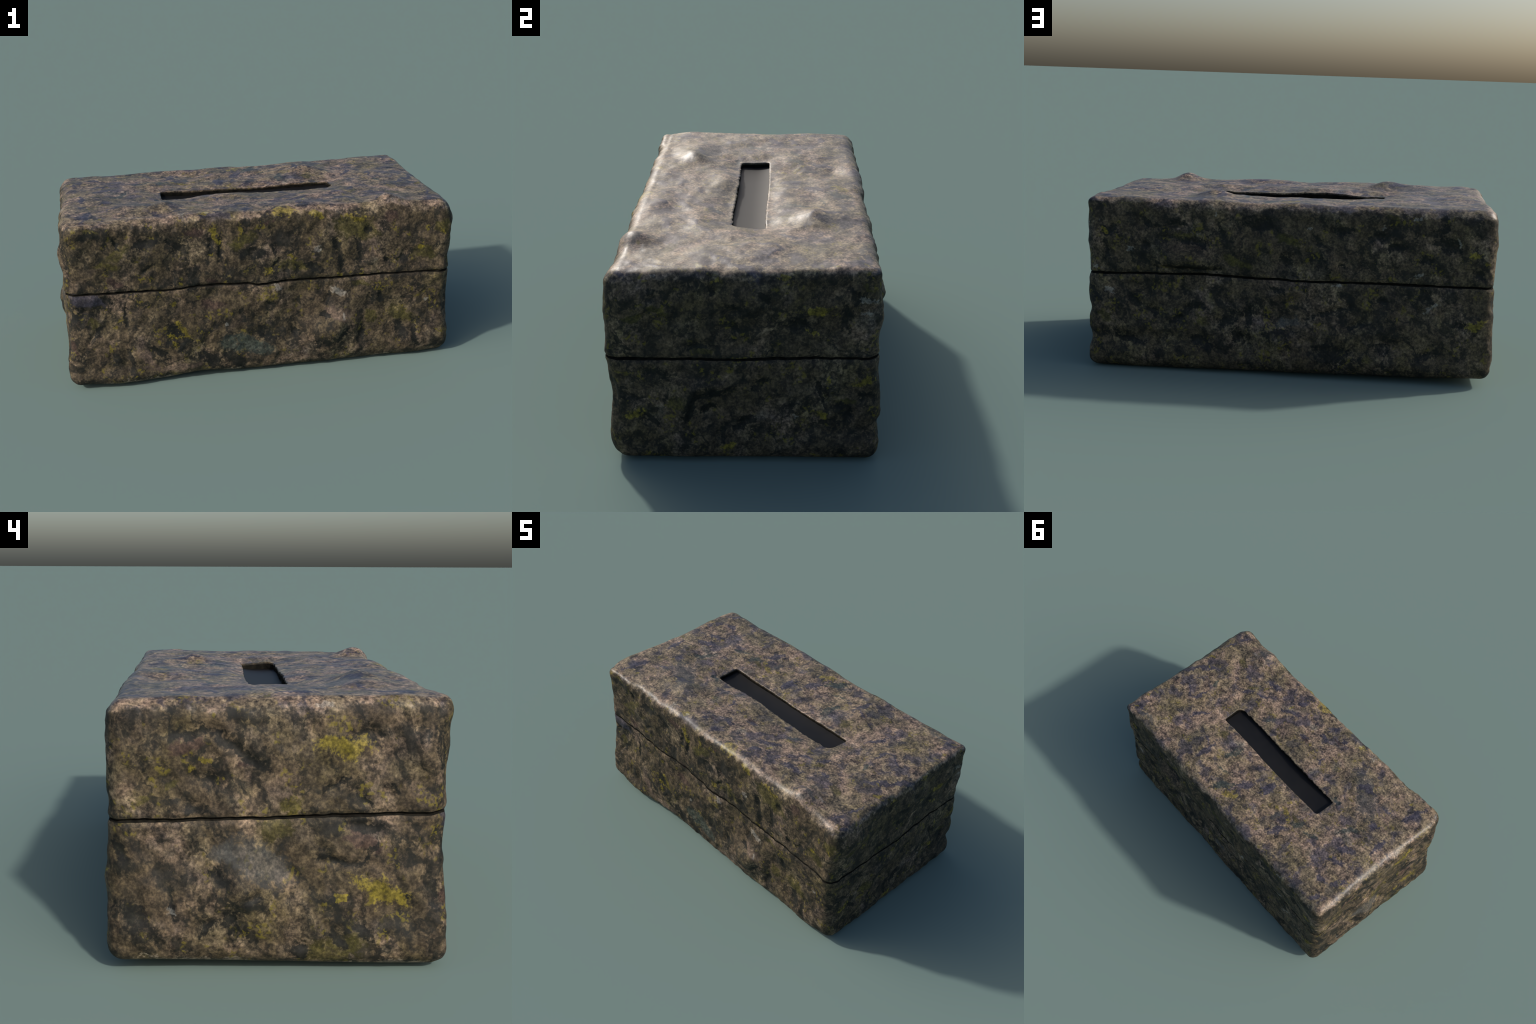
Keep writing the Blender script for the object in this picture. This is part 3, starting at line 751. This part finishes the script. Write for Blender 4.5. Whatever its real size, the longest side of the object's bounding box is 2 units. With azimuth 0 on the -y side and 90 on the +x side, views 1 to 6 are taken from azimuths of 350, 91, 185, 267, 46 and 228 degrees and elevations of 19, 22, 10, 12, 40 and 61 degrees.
def stone_material(name, zlo, zhi):
    g = Graph(name)
    co = g.node("ShaderNodeTexCoord").outputs["Object"]
    grain = g.noise(co, 95.0, 4.0, 0.62)
    mid = g.noise(co, 30.0, 3.0, 0.6, (3.1, 1.7, 5.2))
    broad = g.noise(co, 6.5, 3.0, 0.55, (7.7, 2.2, 1.4))
    # warped coordinates give the patches ragged outlines
    w1 = g.vec("SCALE", g.vec("SUBTRACT", g.noise(co, 13.0, 2.0, 0.5, (1.0, 9.0, 4.0), colour=True), (0.5, 0.5, 0.5)), scale=0.075)
    w2 = g.vec("SCALE", g.vec("SUBTRACT", g.noise(co, 48.0, 2.0, 0.6, (6.0, 3.0, 8.0), colour=True), (0.5, 0.5, 0.5)), scale=0.042)
    warped = g.vec("ADD", co, g.vec("ADD", w1, w2))

    # ground colour: speckled buff stone drifting between grey-olive, buff and brown
    hue = g.ramp(broad, [(0.30, (0.140, 0.116, 0.074)), (0.45, (0.205, 0.162, 0.108)), (0.60, (0.245, 0.177, 0.134)), (0.75, (0.160, 0.146, 0.122))])
    tone = g.math("ADD", g.math("MULTIPLY", grain, 0.55), g.math("MULTIPLY", mid, 0.45))
    speck = g.ramp(tone, [(0.36, (0.10, 0.10, 0.11)), (0.46, (0.50, 0.49, 0.48)), (0.55, (1.15, 1.12, 1.06)), (0.66, (2.25, 2.18, 2.00))])
    colour = g.mix(1.0, hue, speck, "MULTIPLY")

    # crusts of blue-grey lichen and dark growth scattered everywhere; a darker brown tint covers the upright faces
    normal = g.node("ShaderNodeNewGeometry").outputs["Normal"]
    up = g.node("ShaderNodeSeparateXYZ")
    g.put(up.inputs[0], normal)
    upright = g.step(g.math("ADD", up.outputs["Z"], g.math("MULTIPLY", g.math("SUBTRACT", mid, 0.5), 0.9)), 0.35, 0.75, 1.0, 0.0)
    height = g.node("ShaderNodeSeparateXYZ")       # shelves and ledges low on the sides take the darker brown tint too
    g.put(height.inputs[0], co)
    upright = g.math("MAXIMUM", upright, g.step(height.outputs["Z"], 0.64, 0.72, 1.0, 0.0))
    crust = g.noise(warped, 9.0, 3.0, 0.6, (2.5, 6.1, 0.3))
    slate = g.mix(0.8, PATCH_COLOUR["slate"], speck, "MULTIPLY")
    colour = g.mix(g.math("MULTIPLY", g.step(crust, 0.51, 0.61), g.math("MULTIPLY_ADD", upright, -0.4, 0.75)), colour, slate)
    # what grows on the upright faces has run down them at a slant
    lean = g.node("ShaderNodeVectorMath", operation="MULTIPLY")
    g.put(lean.inputs[0], warped)
    lean.inputs[1].default_value = (1.0, 1.0, 0.55)
    drop = g.node("ShaderNodeSeparateXYZ")
    g.put(drop.inputs[0], warped)
    shear = g.node("ShaderNodeCombineXYZ")
    g.put(shear.inputs[0], g.math("MULTIPLY", drop.outputs["Z"], -0.40))
    g.put(shear.inputs[1], g.math("MULTIPLY", drop.outputs["Z"], -0.40))
    slanted = g.vec("ADD", lean.outputs["Vector"], shear.outputs["Vector"])
    moss = g.noise(slanted, 6.5, 4.0, 0.6, (4.2, 8.8, 2.9))
    colour = g.mix(g.math("MULTIPLY", g.step(moss, 0.46, 0.70), g.math("MULTIPLY_ADD", upright, 0.30, 0.35)), colour, g.mix(1.0, (0.105, 0.090, 0.020), speck, "MULTIPLY"))
    grime = g.noise(slanted, 5.5, 4.0, 0.65, (1.2, 4.4, 6.6))  # noise breaking up the darker brown tint on the upright faces
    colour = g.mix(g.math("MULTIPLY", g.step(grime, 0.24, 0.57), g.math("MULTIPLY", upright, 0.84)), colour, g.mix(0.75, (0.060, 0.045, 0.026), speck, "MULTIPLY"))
    growth = g.noise(slanted, 17.0, 4.0, 0.66, (9.5, 1.1, 7.3))
    growth = g.math("ADD", growth, g.math("MULTIPLY_ADD", upright, 0.085, -0.040))
    colour = g.mix(g.math("MULTIPLY", g.step(growth, 0.52, 0.68), 0.85), colour, g.mix(0.6, PATCH_COLOUR["dark"], speck, "MULTIPLY"))
    # fine dark creases wandering across the stone
    seam_line = g.math("ABSOLUTE", g.math("SUBTRACT", g.noise(warped, 5.5, 3.0, 0.55, (3.3, 0.4, 9.1)), 0.5))
    where = g.step(g.noise(co, 4.0, 2.0, 0.5, (8.1, 5.6, 2.2)), 0.40, 0.56)
    colour = g.mix(g.math("MULTIPLY", g.step(seam_line, 0.008, 0.034, 1.0, 0.0), g.math("MULTIPLY", where, g.math("MULTIPLY_ADD", upright, 0.4, 0.4))), colour, PATCH_COLOUR["dark"])
    fleck = g.math("MULTIPLY", g.step(g.noise(co, 14.0, 2.0, 0.5, (5.5, 5.0, 1.2)), 0.57, 0.66), g.step(g.noise(co, 70.0, 2.0, 0.5, (0.5, 2.0, 6.2)), 0.50, 0.60))
    colour = g.mix(g.math("MULTIPLY", fleck, 0.50), colour, PATCH_COLOUR["yellow"])

    # the individual patches, each a ragged ellipse lying on its face
    last = None
    streak = g.noise(slanted, 34.0, 3.0, 0.6, (2.9, 7.4, 5.3))
    ragged = g.math("MULTIPLY", g.math("SUBTRACT", 0.52, tone), 3.6)
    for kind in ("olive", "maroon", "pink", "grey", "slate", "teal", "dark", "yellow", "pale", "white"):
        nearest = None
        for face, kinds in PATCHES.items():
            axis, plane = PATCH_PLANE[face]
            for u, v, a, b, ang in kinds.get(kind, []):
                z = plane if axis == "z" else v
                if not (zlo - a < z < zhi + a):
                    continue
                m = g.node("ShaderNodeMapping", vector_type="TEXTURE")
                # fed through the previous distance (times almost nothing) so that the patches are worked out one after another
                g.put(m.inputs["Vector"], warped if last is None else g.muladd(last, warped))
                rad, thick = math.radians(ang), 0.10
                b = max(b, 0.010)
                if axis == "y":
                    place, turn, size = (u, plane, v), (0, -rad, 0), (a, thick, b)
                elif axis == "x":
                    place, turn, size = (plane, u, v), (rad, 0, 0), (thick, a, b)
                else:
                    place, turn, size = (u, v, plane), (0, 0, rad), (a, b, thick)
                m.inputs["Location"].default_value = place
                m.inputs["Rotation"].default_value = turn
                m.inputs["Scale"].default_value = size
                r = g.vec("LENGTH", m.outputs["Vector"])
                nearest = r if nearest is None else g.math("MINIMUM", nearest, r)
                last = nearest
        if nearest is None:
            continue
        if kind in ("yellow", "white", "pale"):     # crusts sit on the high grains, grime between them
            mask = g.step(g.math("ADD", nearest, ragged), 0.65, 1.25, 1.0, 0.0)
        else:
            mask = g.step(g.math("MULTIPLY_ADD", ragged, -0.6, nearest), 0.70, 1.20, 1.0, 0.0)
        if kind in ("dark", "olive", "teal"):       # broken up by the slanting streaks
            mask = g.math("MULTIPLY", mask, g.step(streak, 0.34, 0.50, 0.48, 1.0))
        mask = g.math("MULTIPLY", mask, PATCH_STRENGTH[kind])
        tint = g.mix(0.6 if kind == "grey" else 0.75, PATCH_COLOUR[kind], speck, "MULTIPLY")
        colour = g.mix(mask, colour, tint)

    bump = g.node("ShaderNodeBump")
    bump.inputs["Strength"].default_value = 0.16
    bump.inputs["Distance"].default_value = 0.006
    g.put(bump.inputs["Height"], tone)
    bsdf = g.node("ShaderNodeBsdfPrincipled")
    g.put(bsdf.inputs["Base Color"], colour)
    g.put(bsdf.inputs["Roughness"], g.math("MULTIPLY_ADD", upright, 0.22, 0.45))
    g.put(bsdf.inputs["Specular IOR Level"], g.math("MULTIPLY_ADD", upright, -0.2, 0.5))
    g.put(bsdf.inputs["Normal"], bump.outputs["Normal"])
    out = g.node("ShaderNodeOutputMaterial")
    g.nt.links.new(bsdf.outputs[0], out.inputs["Surface"])
    return g.mat


def near_black_material():
    g = Graph("joint_near_black")
    co = g.node("ShaderNodeTexCoord").outputs["Object"]
    bsdf = g.node("ShaderNodeBsdfPrincipled")
    g.put(bsdf.inputs["Base Color"], g.ramp(g.noise(co, 40.0, 3.0), [(0.35, (0.007, 0.007, 0.006)), (0.7, (0.020, 0.018, 0.014))]))
    bsdf.inputs["Roughness"].default_value = 0.95
    bsdf.inputs["Specular IOR Level"].default_value = 0.05
    out = g.node("ShaderNodeOutputMaterial")
    g.nt.links.new(bsdf.outputs[0], out.inputs["Surface"])
    return g.mat


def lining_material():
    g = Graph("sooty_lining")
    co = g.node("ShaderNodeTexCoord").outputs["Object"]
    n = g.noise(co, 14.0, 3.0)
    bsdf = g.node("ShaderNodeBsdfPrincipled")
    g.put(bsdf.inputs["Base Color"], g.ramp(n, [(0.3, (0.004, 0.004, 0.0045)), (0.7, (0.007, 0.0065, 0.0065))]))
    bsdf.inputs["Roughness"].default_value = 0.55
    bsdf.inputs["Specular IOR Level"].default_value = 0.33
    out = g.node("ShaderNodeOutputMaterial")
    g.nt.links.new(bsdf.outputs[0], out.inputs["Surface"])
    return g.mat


# ------------------------------------------------------------------ assemble
box = bpy.data.objects.new("stone_box", None)
bpy.context.scene.collection.objects.link(box)
box["label"] = "weathered lichen-covered stone box with slotted lid"
box["category"] = "stone box"


def add_part(name, geometry, material, parent, dark=None):
    me = build_mesh(name, *geometry[:2])
    me.materials.append(material)
    if dark:                                       # near-black faces inside the joint and the slot
        me.materials.append(dark)
        for first, end in geometry[2]:
            for i in range(first, end):
                me.polygons[i].material_index = 1
    ob = bpy.data.objects.new(name, me)
    bpy.context.scene.collection.objects.link(ob)
    ob.parent = parent
    return ob


soot, near_black = lining_material(), near_black_material()
lid = add_part("lid", stone_part(True), stone_material("lichened_stone_lid", 0.47, 2.0), box, near_black)
base = add_part("base", stone_part(False), stone_material("lichened_stone_base", -1.0, 0.49), box, near_black)
add_part("slot_lining", slot_lining(), soot, lid)
